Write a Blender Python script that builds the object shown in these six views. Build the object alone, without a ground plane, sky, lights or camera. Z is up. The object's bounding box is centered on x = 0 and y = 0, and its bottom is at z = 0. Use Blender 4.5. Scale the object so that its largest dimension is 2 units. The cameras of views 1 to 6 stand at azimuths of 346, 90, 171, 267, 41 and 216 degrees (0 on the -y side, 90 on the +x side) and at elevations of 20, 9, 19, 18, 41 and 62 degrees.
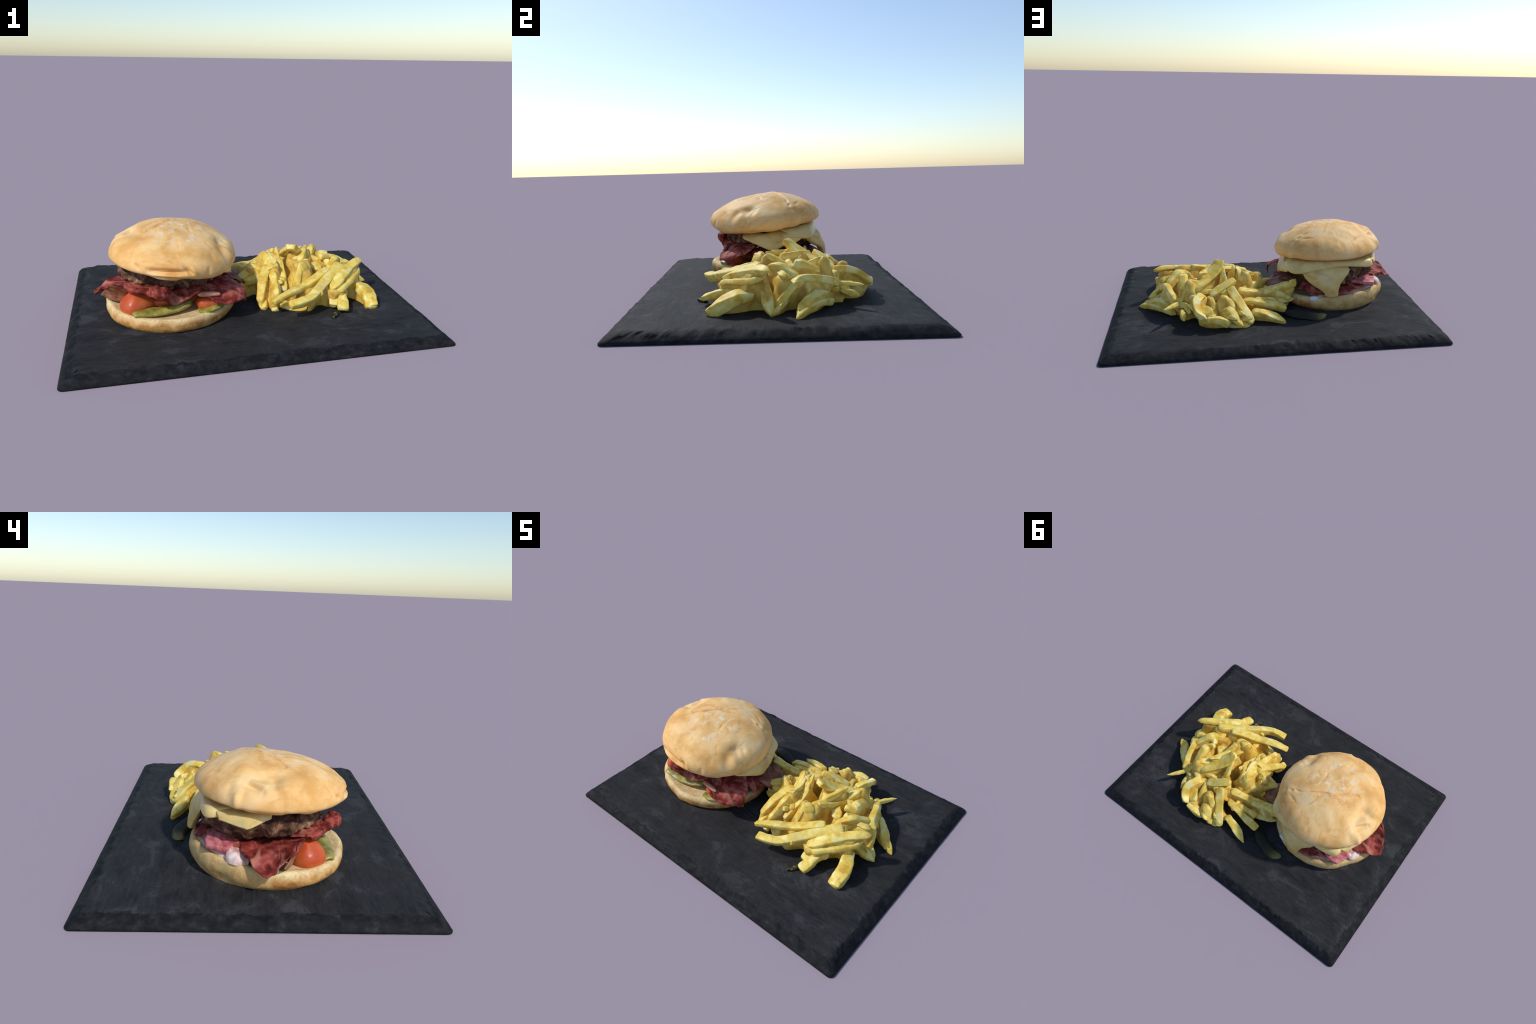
"""Bacon cheeseburger with a heap of french fries on a slate serving board."""
import bpy, math
import numpy as np
from mathutils import Vector

SEED = 7
TOP = 0.045            # height of the slate's upper face


# ----------------------------------------------------------------- noise ---
def _hash(ix, iy, iz, seed):
    n = (ix * 374761393 + iy * 668265263 + iz * 2147483647 + seed * 1442695041) & 0xFFFFFFFF
    n = ((n ^ (n >> 13)) * 1274126177) & 0xFFFFFFFF
    return ((n ^ (n >> 16)) & 0xFFFF) / 32767.5 - 1.0


def vnoise(p, scale=1.0, seed=0):
    """smooth value noise in [-1, 1] at points p (N, 3)"""
    q = np.asarray(p, float) * scale + 100.0
    i = np.floor(q).astype(np.int64)
    f = q - i
    f = f * f * f * (f * (f * 6 - 15) + 10)
    out = 0.0
    for dx in (0, 1):
        for dy in (0, 1):
            for dz in (0, 1):
                w = (f[:, 0] if dx else 1 - f[:, 0]) * (f[:, 1] if dy else 1 - f[:, 1]) * (f[:, 2] if dz else 1 - f[:, 2])
                out = out + w * _hash(i[:, 0] + dx, i[:, 1] + dy, i[:, 2] + dz, seed)
    return out


def fbm(p, scale, seed=0, octaves=3):
    return sum(vnoise(p, scale * 2 ** k, seed + 17 * k) * 0.5 ** k for k in range(octaves))


def smooth(a, b, x):
    t = np.clip((x - a) / (b - a), 0, 1)
    return t * t * (3 - 2 * t)


def crom(ctrl, n):
    """Catmull-Rom samples through control points (K, D) -> (n, D)"""
    c = np.asarray(ctrl, float)
    if len(c) == 2:
        c = np.array([c[0], (c[0] + c[1]) / 2, c[1]])
    c = np.vstack([2 * c[0] - c[1], c, 2 * c[-1] - c[-2]])
    k = len(c) - 3
    s = np.linspace(0, k - 1e-9, n)
    i = s.astype(int)
    t = (s - i)[:, None]
    p0, p1, p2, p3 = c[i], c[i + 1], c[i + 2], c[i + 3]
    return 0.5 * (2 * p1 + (p2 - p0) * t + (2 * p0 - 5 * p1 + 4 * p2 - p3) * t ** 2 + (3 * p1 - p0 - 3 * p2 + p3) * t ** 3)


# ------------------------------------------------------------- mesh tools ---
def add_mesh(name, verts, faces, mat, parent=None, origin=None):
    verts = np.asarray(verts, float)
    if origin is None:
        origin = (verts.max(0) + verts.min(0)) / 2
    origin = np.asarray(origin, float)
    me = bpy.data.meshes.new(name)
    me.from_pydata((verts - origin).tolist(), [], faces)
    me.materials.append(mat)
    me.polygons.foreach_set("use_smooth", [True] * len(me.polygons))
    me.update()
    ob = bpy.data.objects.new(name, me)
    bpy.context.scene.collection.objects.link(ob)
    if parent is not None:
        ob.parent = parent
        origin = origin - np.array(parent.location)
    ob.location = origin.tolist()
    return ob


def grid_faces(nu, nv, wrap=False, flip=False, off=0):
    out = []
    for i in range(nu - 1):
        for j in range(nv if wrap else nv - 1):
            a, b = off + i * nv + j, off + i * nv + (j + 1) % nv
            c, d = b + nv, a + nv
            out.append((a, d, c, b) if flip else (a, b, c, d))
    return out


def rings(name, rr, mat, parent=None, flip=False):
    """closed surface from rings (n, m, 3); first and last ring are capped"""
    n, m, _ = rr.shape
    f = grid_faces(n, m, wrap=True, flip=flip)
    f.append(tuple(range(m))[::-1] if not flip else tuple(range(m)))
    last = tuple(range((n - 1) * m, n * m))
    f.append(last if not flip else last[::-1])
    return add_mesh(name, rr.reshape(-1, 3), f, mat, parent)


def sheet(name, rows, thick, mat, parent, nu=44, nv=44, lump=0.0, lump_scale=14, seed=1, edge=0.0, frill=0.0):
    """a soft slice: smooth surface through rows of control points, given a thickness and a rounded rim.
    rows run from the hidden inner edge to the free outer edge."""
    rows = np.asarray(rows, float)
    a = np.stack([crom(r, nv) for r in rows])                       # K x nv
    g = np.stack([crom(a[:, j], nu) for j in range(nv)], axis=1)    # nu x nv
    u = np.linspace(0, 1, nu)[:, None]
    v = np.linspace(0, 1, nv)[None, :]
    du, dv = np.gradient(g, axis=0), np.gradient(g, axis=1)
    nrm = np.cross(du, dv)
    nrm /= np.linalg.norm(nrm, axis=2, keepdims=True) + 1e-9
    if nrm[..., 2].mean() < 0:
        nrm = -nrm
    flat = g.reshape(-1, 3)
    if lump:
        g = g + nrm * (fbm(flat, lump_scale, seed) * lump).reshape(nu, nv, 1)
    if frill:
        w = u ** 1.5 * np.ones_like(v)
        g = g + nrm * (vnoise(np.stack([v * 5 + 0 * u, u * 1.3 + 0 * v, 0 * (u + v)], -1).reshape(-1, 3), 1.6, seed + 5).reshape(nu, nv) * w * frill)[..., None]
    if edge:
        ed = np.minimum(np.minimum(v, 1 - v), 1 - u)
        wob = fbm(flat, 28, seed + 9, 2).reshape(nu, nv)
        push = du / (np.linalg.norm(du, axis=2, keepdims=True) + 1e-9)
        g = g + push * (wob * edge * (1 - smooth(0, .3, ed)))[..., None]
    # thickness is thinner toward the rim so that the edge is rounded
    rim = np.minimum(np.minimum(u, 1 - u) * nu, np.minimum(v, 1 - v) * nv) / 3.0
    t = thick * np.sqrt(np.clip(1 - (1 - np.clip(rim, 0, 1)) ** 2, 0.12, 1))[..., None]
    t = t * (1 + .25 * vnoise(flat, 20, seed + 3).reshape(nu, nv, 1))
    up, dn = g + nrm * t / 2, g - nrm * t / 2
    verts = np.vstack([up.reshape(-1, 3), dn.reshape(-1, 3)])
    N = nu * nv
    f = grid_faces(nu, nv) + grid_faces(nu, nv, flip=True, off=N)
    loop = [j for j in range(nv)] + [i * nv + nv - 1 for i in range(1, nu)] + [(nu - 1) * nv + j for j in range(nv - 2, -1, -1)] + [i * nv for i in range(nu - 2, 0, -1)]
    for k in range(len(loop)):
        p, q = loop[k], loop[(k + 1) % len(loop)]
        f.append((p, p + N, q + N, q))
    ob = add_mesh(name, verts, f, mat, parent)
    fix_normals(ob)
    return ob


def fix_normals(ob):
    import bmesh
    bm = bmesh.new()
    bm.from_mesh(ob.data)
    bmesh.ops.recalc_face_normals(bm, faces=bm.faces)
    bm.to_mesh(ob.data)
    bm.free()


def blob(name, centre, radii, mat, parent, lump=0.006, lump_scale=16, seed=3, squeeze=2.4, yaw=0.0, shape=None, nu=32, nv=48):
    th = np.linspace(0.02, math.pi - 0.02, nu)[:, None]
    ph = np.linspace(0, 2 * math.pi, nv, endpoint=False)[None, :]
    e = 2.0 / squeeze
    sp = lambda x: np.sign(x) * np.abs(x) ** e
    P = np.stack([sp(np.sin(th)) * sp(np.cos(ph)), sp(np.sin(th)) * sp(np.sin(ph)), sp(np.cos(th)) * np.ones_like(ph)], -1)
    dirn = P / np.linalg.norm(P, axis=2, keepdims=True)
    P = P * np.array(radii)
    if shape is not None:
        P = shape(P)
    c, s = math.cos(yaw), math.sin(yaw)
    P = P @ np.array([[c, s, 0], [-s, c, 0], [0, 0, 1]])
    dirn = dirn @ np.array([[c, s, 0], [-s, c, 0], [0, 0, 1]])
    P = P + np.array(centre)
    P = P + dirn * (fbm(P.reshape(-1, 3), lump_scale, seed) * lump).reshape(nu, nv, 1)
    return rings(name, P, mat, parent, flip=False)


# -------------------------------------------------------------- materials ---
class Mat:
    """small helper around a node tree"""

    def __init__(self, name, rough=0.6, spec=0.3):
        self.m = bpy.data.materials.new(name)
        self.m.use_nodes = True
        self.t = self.m.node_tree
        self.b = self.t.nodes["Principled BSDF"]
        self.b.inputs["Roughness"].default_value = rough
        self.b.inputs["Specular IOR Level"].default_value = spec
        tc = self.node("ShaderNodeTexCoord")
        self.obj, self.gen = tc.outputs["Object"], tc.outputs["Generated"]

    def node(self, kind, **kw):
        n = self.t.nodes.new(kind)
        for k, v in kw.items():
            setattr(n, k, v)
        return n

    def link(self, a, b):
        self.t.links.new(a, b)

    def mapping(self, scale=(1, 1, 1), loc=(0, 0, 0), rot=(0, 0, 0), src=None):
        n = self.node("ShaderNodeMapping")
        n.inputs["Scale"].default_value = scale
        n.inputs["Location"].default_value = loc
        n.inputs["Rotation"].default_value = rot
        self.link(src or self.obj, n.inputs["Vector"])
        return n.outputs[0]

    def noise(self, scale, detail=3, rough=0.55, src=None, dist=0.0):
        n = self.node("ShaderNodeTexNoise")
        n.inputs["Scale"].default_value = scale
        n.inputs["Detail"].default_value = detail
        n.inputs["Roughness"].default_value = rough
        n.inputs["Distortion"].default_value = dist
        self.link(src or self.obj, n.inputs["Vector"])
        return n.outputs["Fac"]

    def voronoi(self, scale, src=None, feature="F1"):
        n = self.node("ShaderNodeTexVoronoi", feature=feature)
        n.inputs["Scale"].default_value = scale
        self.link(src or self.obj, n.inputs["Vector"])
        return n.outputs["Distance"]

    def ramp(self, fac, *stops):
        n = self.node("ShaderNodeValToRGB")
        el = n.color_ramp.elements
        while len(el) < len(stops):
            el.new(0.5)
        for e, (p, c) in zip(el, stops):
            e.position = p
            e.color = (*c, 1) if not isinstance(c, (int, float)) else (c, c, c, 1)
        self.link(fac, n.inputs[0])
        return n.outputs[0]

    def mix(self, fac, a, b, mode="MIX"):
        n = self.node("ShaderNodeMix", data_type="RGBA", blend_type=mode)
        for sock, v in ((n.inputs[0], fac), (n.inputs[6], a), (n.inputs[7], b)):
            if hasattr(v, "is_linked"):
                self.link(v, sock)
            elif isinstance(v, (int, float)):
                sock.default_value = v
            else:
                sock.default_value = (*v, 1)
        return n.outputs[2]

    def math(self, op, a, b=0.0):
        n = self.node("ShaderNodeMath", operation=op)
        for s, v in ((n.inputs[0], a), (n.inputs[1], b)):
            if hasattr(v, "is_linked"):
                self.link(v, s)
            else:
                s.default_value = v
        return n.outputs[0]

    def axis(self, i, src=None):
        n = self.node("ShaderNodeSeparateXYZ")
        self.link(src or self.obj, n.inputs[0])
        return n.outputs[i]

    def bump(self, h, strength=0.3, dist=0.01):
        n = self.node("ShaderNodeBump")
        n.inputs["Strength"].default_value = strength
        n.inputs["Distance"].default_value = dist
        self.link(h, n.inputs["Height"])
        self.link(n.outputs[0], self.b.inputs["Normal"])

    def done(self, col, sss=0.0, radius=(0.02, 0.01, 0.005)):
        self.link(col, self.b.inputs["Base Color"])
        if sss:
            self.b.inputs["Subsurface Weight"].default_value = sss
            self.b.inputs["Subsurface Radius"].default_value = radius
            self.b.inputs["Subsurface Scale"].default_value = 1.0
        return self.m


def slate_material():
    m = Mat("dark_slate", 0.7, 0.14)
    patch = m.noise(3.6, 9, 0.74, m.mapping((1, 1.5, 1), rot=(0, 0, .5)), 0.6)
    grain = m.noise(52, 5, 0.62, m.mapping((0.20, 1.3, 1), rot=(0, 0, .12)))
    fine = m.noise(150, 2, 0.6)
    c = m.ramp(patch, (.38, (.0135, .0138, .0152)), (.47, (.0235, .0235, .0245)), (.55, (.0285, .0284, .030)), (.60, (.052, .052, .0560)))
    c = m.mix(m.ramp(grain, (.46, 0.0), (.74, .5)), c, (.050, .050, .054))
    c = m.mix(m.ramp(grain, (.28, .45), (.42, 0.0)), c, (.010, .0105, .012))
    c = m.mix(m.ramp(fine, (.36, .4), (.5, 0.0)), c, (.010, .0105, .012))
    warm = m.noise(1.7, 3, 0.5, m.mapping(loc=(4, 2, 0)))
    c = m.mix(m.ramp(warm, (.5, 0.0), (.66, .35)), c, (.028, .026, .024))
    # split edge: a riven band of darker stone with pale chipped streaks and a ragged inner line
    ax = m.math("SUBTRACT", m.math("ABSOLUTE", m.axis(0)), .936)
    ay = m.math("SUBTRACT", m.math("ABSOLUTE", m.axis(1)), .684)
    edge = m.math("MAXIMUM", ax, ay)
    rag = m.noise(14, 6, .7, m.mapping(loc=(1, 6, 0)))
    edge = m.math("ADD", edge, m.math("MULTIPLY", m.math("ADD", rag, -.5), .085))
    chips = m.noise(22, 6, .66, m.mapping((1, 1, 2)))
    rc = m.ramp(chips, (.38, (.0065, .007, .0085)), (.55, (.0145, .015, .017)), (.66, (.026, .026, .027)), (.78, (.060, .058, .054)))
    em = m.node("ShaderNodeMapRange")
    em.inputs["From Min"].default_value = 0.0
    em.inputs["From Max"].default_value = 0.012
    m.link(edge, em.inputs["Value"])
    c = m.mix(em.outputs[0], c, rc)
    # a scratch and few crumb specks
    speck = m.voronoi(9)
    c = m.mix(m.ramp(speck, (.012, .6), (.02, 0.0)), c, (.16, .16, .16))
    m.bump(m.mix(.5, grain, m.noise(34, 7, .7)), .35, .008)
    return m.done(c)


def fry_material(name, deep=False):
    m = Mat(name, 0.5, 0.35)
    info = m.node("ShaderNodeObjectInfo")
    off = m.node("ShaderNodeVectorMath", operation="MULTIPLY_ADD")
    m.link(info.outputs["Random"], off.inputs[0])
    off.inputs[1].default_value = (37, 23, 51)
    m.link(m.obj, off.inputs[2])
    p = off.outputs[0]
    a = m.noise(20, 3, .55, p, .4)
    b = m.noise(11, 2, .5, m.mapping(loc=(7, 1, 3), src=p))
    d = m.noise(95, 3, .6, p)
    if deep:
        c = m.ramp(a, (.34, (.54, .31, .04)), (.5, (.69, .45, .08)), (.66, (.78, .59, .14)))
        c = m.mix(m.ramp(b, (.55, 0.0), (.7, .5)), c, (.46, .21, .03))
    else:
        c = m.ramp(a, (.32, (.64, .37, .045)), (.43, (.77, .53, .078)), (.54, (.86, .66, .145)), (.67, (.90, .80, .36)))  # golds deepened toward the heap's shaded side, last stop paints creamy sunlit highlights
        c = m.mix(m.ramp(b, (.56, 0.0), (.72, .55)), c, (.74, .74, .36))
        c = m.mix(m.ramp(info.outputs["Random"], (.0, 0.0), (1.0, .25)), c, (.74, .55, .12))
    c = m.mix(m.ramp(d, (.60, 0.0), (.74, .35)), c, (.62, .36, .08))
    m.bump(m.mix(.5, a, d), .22, .008)
    return m.done(c, .06, (.03, .02, .006))


def dark_fry_material():
    # ordinary fry painted near-black for the shadow by the burger; tip left paler
    m = Mat("shadow_painted_fry", .6, .25)
    a = m.noise(40, 3)
    t = m.math("ADD", m.axis(0, m.gen), m.math("MULTIPLY", m.math("ADD", a, -.5), .12))
    return m.done(m.ramp(t, (.06, (.20, .17, .055)), (.30, (.045, .040, .018)), (.5, (.022, .020, .012))))


def burnt_material():
    m = Mat("burnt_crumb", .6, .3)
    a = m.noise(60, 3)
    return m.done(m.ramp(a, (.42, (.012, .01, .006)), (.56, (.10, .085, .02)), (.7, (.42, .35, .10))))


def top_bun_material():
    m = Mat("baked_bun_crust", 0.55, 0.2)
    a = m.noise(5.5, 4, .55, None, .8)
    b = m.noise(13, 4, .6, m.mapping((1, .55, 1), rot=(0, 0, .6)), 1.2)
    fl = m.noise(20, 5, .66, m.mapping((1, .6, 1), loc=(3, 0, 1), rot=(0, 0, -.5)), .7)
    fine = m.noise(160, 2, .6)
    c = m.ramp(a, (.34, (.73, .385, .115)), (.5, (.88, .535, .205)), (.66, (.92, .63, .30)))
    c = m.mix(m.ramp(b, (.56, 0.0), (.70, .5)), c, (.68, .36, .095))
    c = m.mix(m.ramp(b, (.30, .55), (.42, 0.0)), c, (.88, .68, .38))
    # dusting of flour, mostly on the crown and its south-east shoulder
    dx = m.math("ADD", m.axis(0), -.08)
    dy = m.math("ADD", m.axis(1), .05)
    rr = m.math("SQRT", m.math("ADD", m.math("MULTIPLY", dx, dx), m.math("MULTIPLY", dy, dy)))
    zone = m.ramp(rr, (.06, 1.0), (.30, 0.12))
    hi = m.ramp(m.axis(2), (.02, 0.0), (.07, 1.0))
    flour = m.math("MULTIPLY", m.math("MULTIPLY", m.ramp(fl, (.53, 0.0), (.64, 1.0)), zone), hi)
    flour = m.math("MULTIPLY", flour, .75)
    c = m.mix(flour, c, (.88, .77, .58))
    c = m.mix(m.ramp(fine, (.58, 0.0), (.72, .12)), c, (.45, .24, .08))
    m.bump(m.mix(.5, b, fine), .12, .008)
    return m.done(c, .05, (.03, .015, .006))


def bottom_bun_material():
    m = Mat("cut_bun_crust", .7, .2)
    z = m.axis(2, m.mapping(loc=(0, 0, .0)))
    wob = m.noise(9, 3)
    zz = m.math("ADD", z, m.math("MULTIPLY", m.math("ADD", wob, -.5), .035))
    a = m.noise(22, 4, .6)
    pores = m.noise(75, 3, .65)
    crust = m.ramp(a, (.35, (.38, .15, .035)), (.5, (.55, .26, .072)), (.66, (.66, .40, .14)))
    crumb = m.ramp(a, (.35, (.74, .57, .27)), (.6, (.84, .69, .40)))
    crumb = m.mix(m.ramp(pores, (.36, .5), (.5, 0.0)), crumb, (.46, .31, .13))
    # golden crust low on the side, pale cut crumb on top
    t = m.node("ShaderNodeMapRange")
    t.inputs["From Min"].default_value = -.010
    t.inputs["From Max"].default_value = .026
    m.link(zz, t.inputs["Value"])
    c = m.mix(t.outputs[0], crust, crumb)
    # the north-west cheek keeps its smooth tan skin
    side = m.math("ADD", m.math("MULTIPLY", m.axis(0), -.55), m.math("MULTIPLY", m.axis(1), .85))
    skin = m.ramp(a, (.35, (.50, .29, .095)), (.6, (.66, .44, .18)))
    c = m.mix(m.ramp(side, (.17, 0.0), (.26, .8)), c, skin)
    m.bump(pores, .35, .006)
    return m.done(c, .05, (.03, .02, .008))


def patty_material():
    m = Mat("grilled_beef", .7, .2)
    a = m.noise(14, 5, .66, None, .9)
    b = m.noise(34, 4, .6, m.mapping((1, 1, .6)))
    c = m.ramp(a, (.36, (.022, .008, .005)), (.46, (.10, .042, .025)), (.54, (.26, .125, .065)), (.64, (.48, .30, .165)))
    c = m.mix(m.ramp(b, (.52, 0.0), (.68, .5)), c, (.21, .075, .06))
    v = m.voronoi(26)
    c = m.mix(m.ramp(v, (.0, .0), (.55, .55)), c, (.03, .012, .009))
    m.bump(m.mix(.5, a, b), .7, .014)
    return m.done(c)


def bacon_material():
    m = Mat("cured_bacon", .6, .12)
    a = m.noise(13, 4, .58, None, 1.0)
    b = m.noise(26, 4, .6, m.mapping((1, 1, 1), loc=(3, 5, 1)))
    f = m.noise(7, 3, .5, m.mapping((1, 2.4, 1), rot=(0, 0, .7), loc=(9, 0, 0)), .8)
    c = m.ramp(a, (.34, (.085, .012, .008)), (.47, (.20, .030, .023)), (.57, (.32, .065, .050)), (.68, (.45, .14, .11)))
    c = m.mix(m.ramp(f, (.54, 0.0), (.65, .75)), c, (.48, .19, .13))
    c = m.mix(m.ramp(b, (.60, 0.0), (.72, .8)), c, (.055, .010, .008))
    m.bump(m.mix(.5, a, b), .4, .01)
    return m.done(c, .04, (.02, .006, .004))


def bacon_back_material():
    m = Mat("browned_bacon", .5, .25)
    a = m.noise(12, 4, .58, None, .8)
    c = m.ramp(a, (.34, (.13, .038, .018)), (.5, (.27, .10, .05)), (.66, (.42, .20, .12)))
    return m.done(c, .04, (.02, .008, .004))


def rind_material():
    m = Mat("bacon_fat", .4, .45)
    a = m.noise(22, 3)
    return m.done(m.ramp(a, (.35, (.42, .14, .075)), (.65, (.62, .33, .22))), .08, (.02, .01, .006))


def ham_material():
    m = Mat("cooked_ham", .42, .4)
    a = m.noise(14, 4, .55, None, .6)
    e = m.noise(9, 3, .5, m.mapping(loc=(2, 8, 1)))
    c = m.ramp(a, (.33, (.48, .19, .15)), (.48, (.64, .37, .31)), (.62, (.78, .62, .59)))
    c = m.mix(m.ramp(e, (.54, 0.0), (.66, .75)), c, (.36, .13, .055))
    return m.done(c, .08, (.02, .01, .008))


def pink_ham_material():
    m = Mat("pink_ham", .4, .4)
    a = m.noise(18, 4, .6, m.mapping((1, 3, 1)))
    c = m.ramp(a, (.35, (.44, .075, .080)), (.65, (.64, .25, .25)))
    return m.done(c, .08, (.02, .008, .006))


def white_onion_material():
    m = Mat("white_onion", .35, .4)
    a = m.noise(16, 3, .5, None, .5)
    c = m.ramp(a, (.35, (.55, .24, .19)), (.50, (.72, .48, .42)), (.66, (.83, .71, .65)))
    return m.done(c, .12, (.02, .014, .01))


def cheese_material():
    m = Mat("melted_cheese", .33, .45)
    a = m.noise(7, 3, .5)
    b = m.noise(12, 3, .5, m.mapping(loc=(5, 2, 0)), .6)
    c = m.ramp(a, (.35, (.65, .44, .125)), (.65, (.78, .61, .265)))
    c = m.mix(m.ramp(b, (.57, 0.0), (.72, .6)), c, (.52, .22, .05))
    return m.done(c, .12, (.03, .02, .008))


def tomato_material():
    m = Mat("ripe_tomato", .36, .4)
    a = m.noise(9, 3)
    c = m.ramp(a, (.35, (.48, .065, .018)), (.6, (.60, .125, .034)), (.75, (.66, .25, .09)))
    return m.done(c, .1, (.03, .008, .004))


def pickle_material():
    m = Mat("pickled_gherkin", .35, .45)
    a = m.noise(16, 4)
    e = m.noise(45, 3)
    c = m.ramp(a, (.35, (.18, .15, .02)), (.6, (.37, .32, .07)), (.75, (.50, .45, .16)))
    c = m.mix(m.ramp(e, (.58, 0.0), (.7, .4)), c, (.14, .12, .02))
    return m.done(c, .08, (.02, .02, .004))


def mayo_material():
    m = Mat("mayonnaise", .3, .45)
    a = m.noise(20, 2)
    return m.done(m.ramp(a, (.3, (.74, .74, .70)), (.7, (.86, .86, .83))), .1)


# ------------------------------------------------------------------ slate ---
def build_slate():
    """riven stone plate: polar rings of a rounded rectangle, irregular split bevel"""
    m = 560
    # rectangle outline sampled evenly, start at a corner
    hx, hy, rc = 1.0, 0.748, 0.02
    pts = []
    per = [(-1, -1, 1, 0), (1, -1, 0, 1), (1, 1, -1, 0), (-1, 1, 0, -1)]
    for cx, cy, dx, dy in per:
        n = 300 if dx else 220
        for k in range(n):
            s = -1 + 2 * k / n
            if dx:
                pts.append((s * dx * 1.0, cy))
            else:
                pts.append((cx, s * dy * 1.0))
    U = np.array(pts)
    m = len(U)
    prof = [(0.0, 0.0), (0.0, .006), (-.010, .017), (-.024, .028), (-.040, .038), (-.056, .0435), (-.068, TOP), (-.10, TOP), (-.2, TOP), (-.35, TOP), (-.5, TOP), (-.62, TOP), (-.70, TOP), (-.735, TOP)]
    out = []
    for k, (ins, z) in enumerate(prof):
        ax, ay = hx + ins, hy + ins
        # round the corner slightly, more so higher up
        r = rc + .02 * (k in (4, 5, 6)) + .006
        P = np.stack([U[:, 0] * ax, U[:, 1] * ay], 1)
        q = np.abs(P) - np.array([ax - r, ay - r])
        inside = (q > 0).all(1)
        ln = np.linalg.norm(q, axis=1)
        sc = np.where(inside & (ln > r), r / np.maximum(ln, 1e-9), 1.0)
        P = np.where(inside[:, None], np.sign(P) * (np.array([ax - r, ay - r]) + q * sc[:, None]), P)
        P3 = np.column_stack([P, np.full(m, z)])
        w = [0, .05, .2, .6, 1, 1, .8, .1, 0, 0, 0, 0, 0, 0][k]
        d = fbm(P3 * np.array([1, 1, 2.5]), 12, 21, 4) * .010 * w + fbm(P3, 45, 40 + k, 2) * .006 * w
        n2 = np.where((np.abs(U[:, 0:1]) > np.abs(U[:, 1:2])), np.column_stack([np.sign(U[:, 0]), 0 * U[:, 0]]), np.column_stack([0 * U[:, 0], np.sign(U[:, 1])]))
        P3[:, :2] += n2 * d[:, None]
        P3[:, 2] += (fbm(P3, 24, 77, 2) * .0035 * w) * (k > 1)
        if k >= 6:
            P3[:, 2] += fbm(P3 * np.array([1, 1, 0]), 5, 91, 3) * .0012
        P3[:, 2] += .002 * (1 - P3[:, 0] ** 2) * np.clip(1 - (P3[:, 1] / .75) ** 2, 0, 1) * min(1, z / TOP)
        P3[:, 2] -= .0034 * P3[:, 0] * min(1, z / TOP)
        out.append(P3)
    rr = np.array(out)
    # straight outer foot so that the plate measures exactly 2 m
    ob = rings("slate_board", rr, slate_material(), flip=False)
    fix_normals(ob)
    ob["label"] = "rectangular dark grey slate serving board with riven edges"
    ob["category"] = "serving board"
    return ob


# ----------------------------------------------------------------- burger ---
BX, BY = -0.409, -0.052


def seg_dist(P, A, B):
    A, B = np.array(A), np.array(B)
    d = B - A
    t = np.clip(((P - A) @ d) / (d @ d), 0, 1)
    return np.linalg.norm(P - (A + t[:, None] * d), axis=1), t


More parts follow.
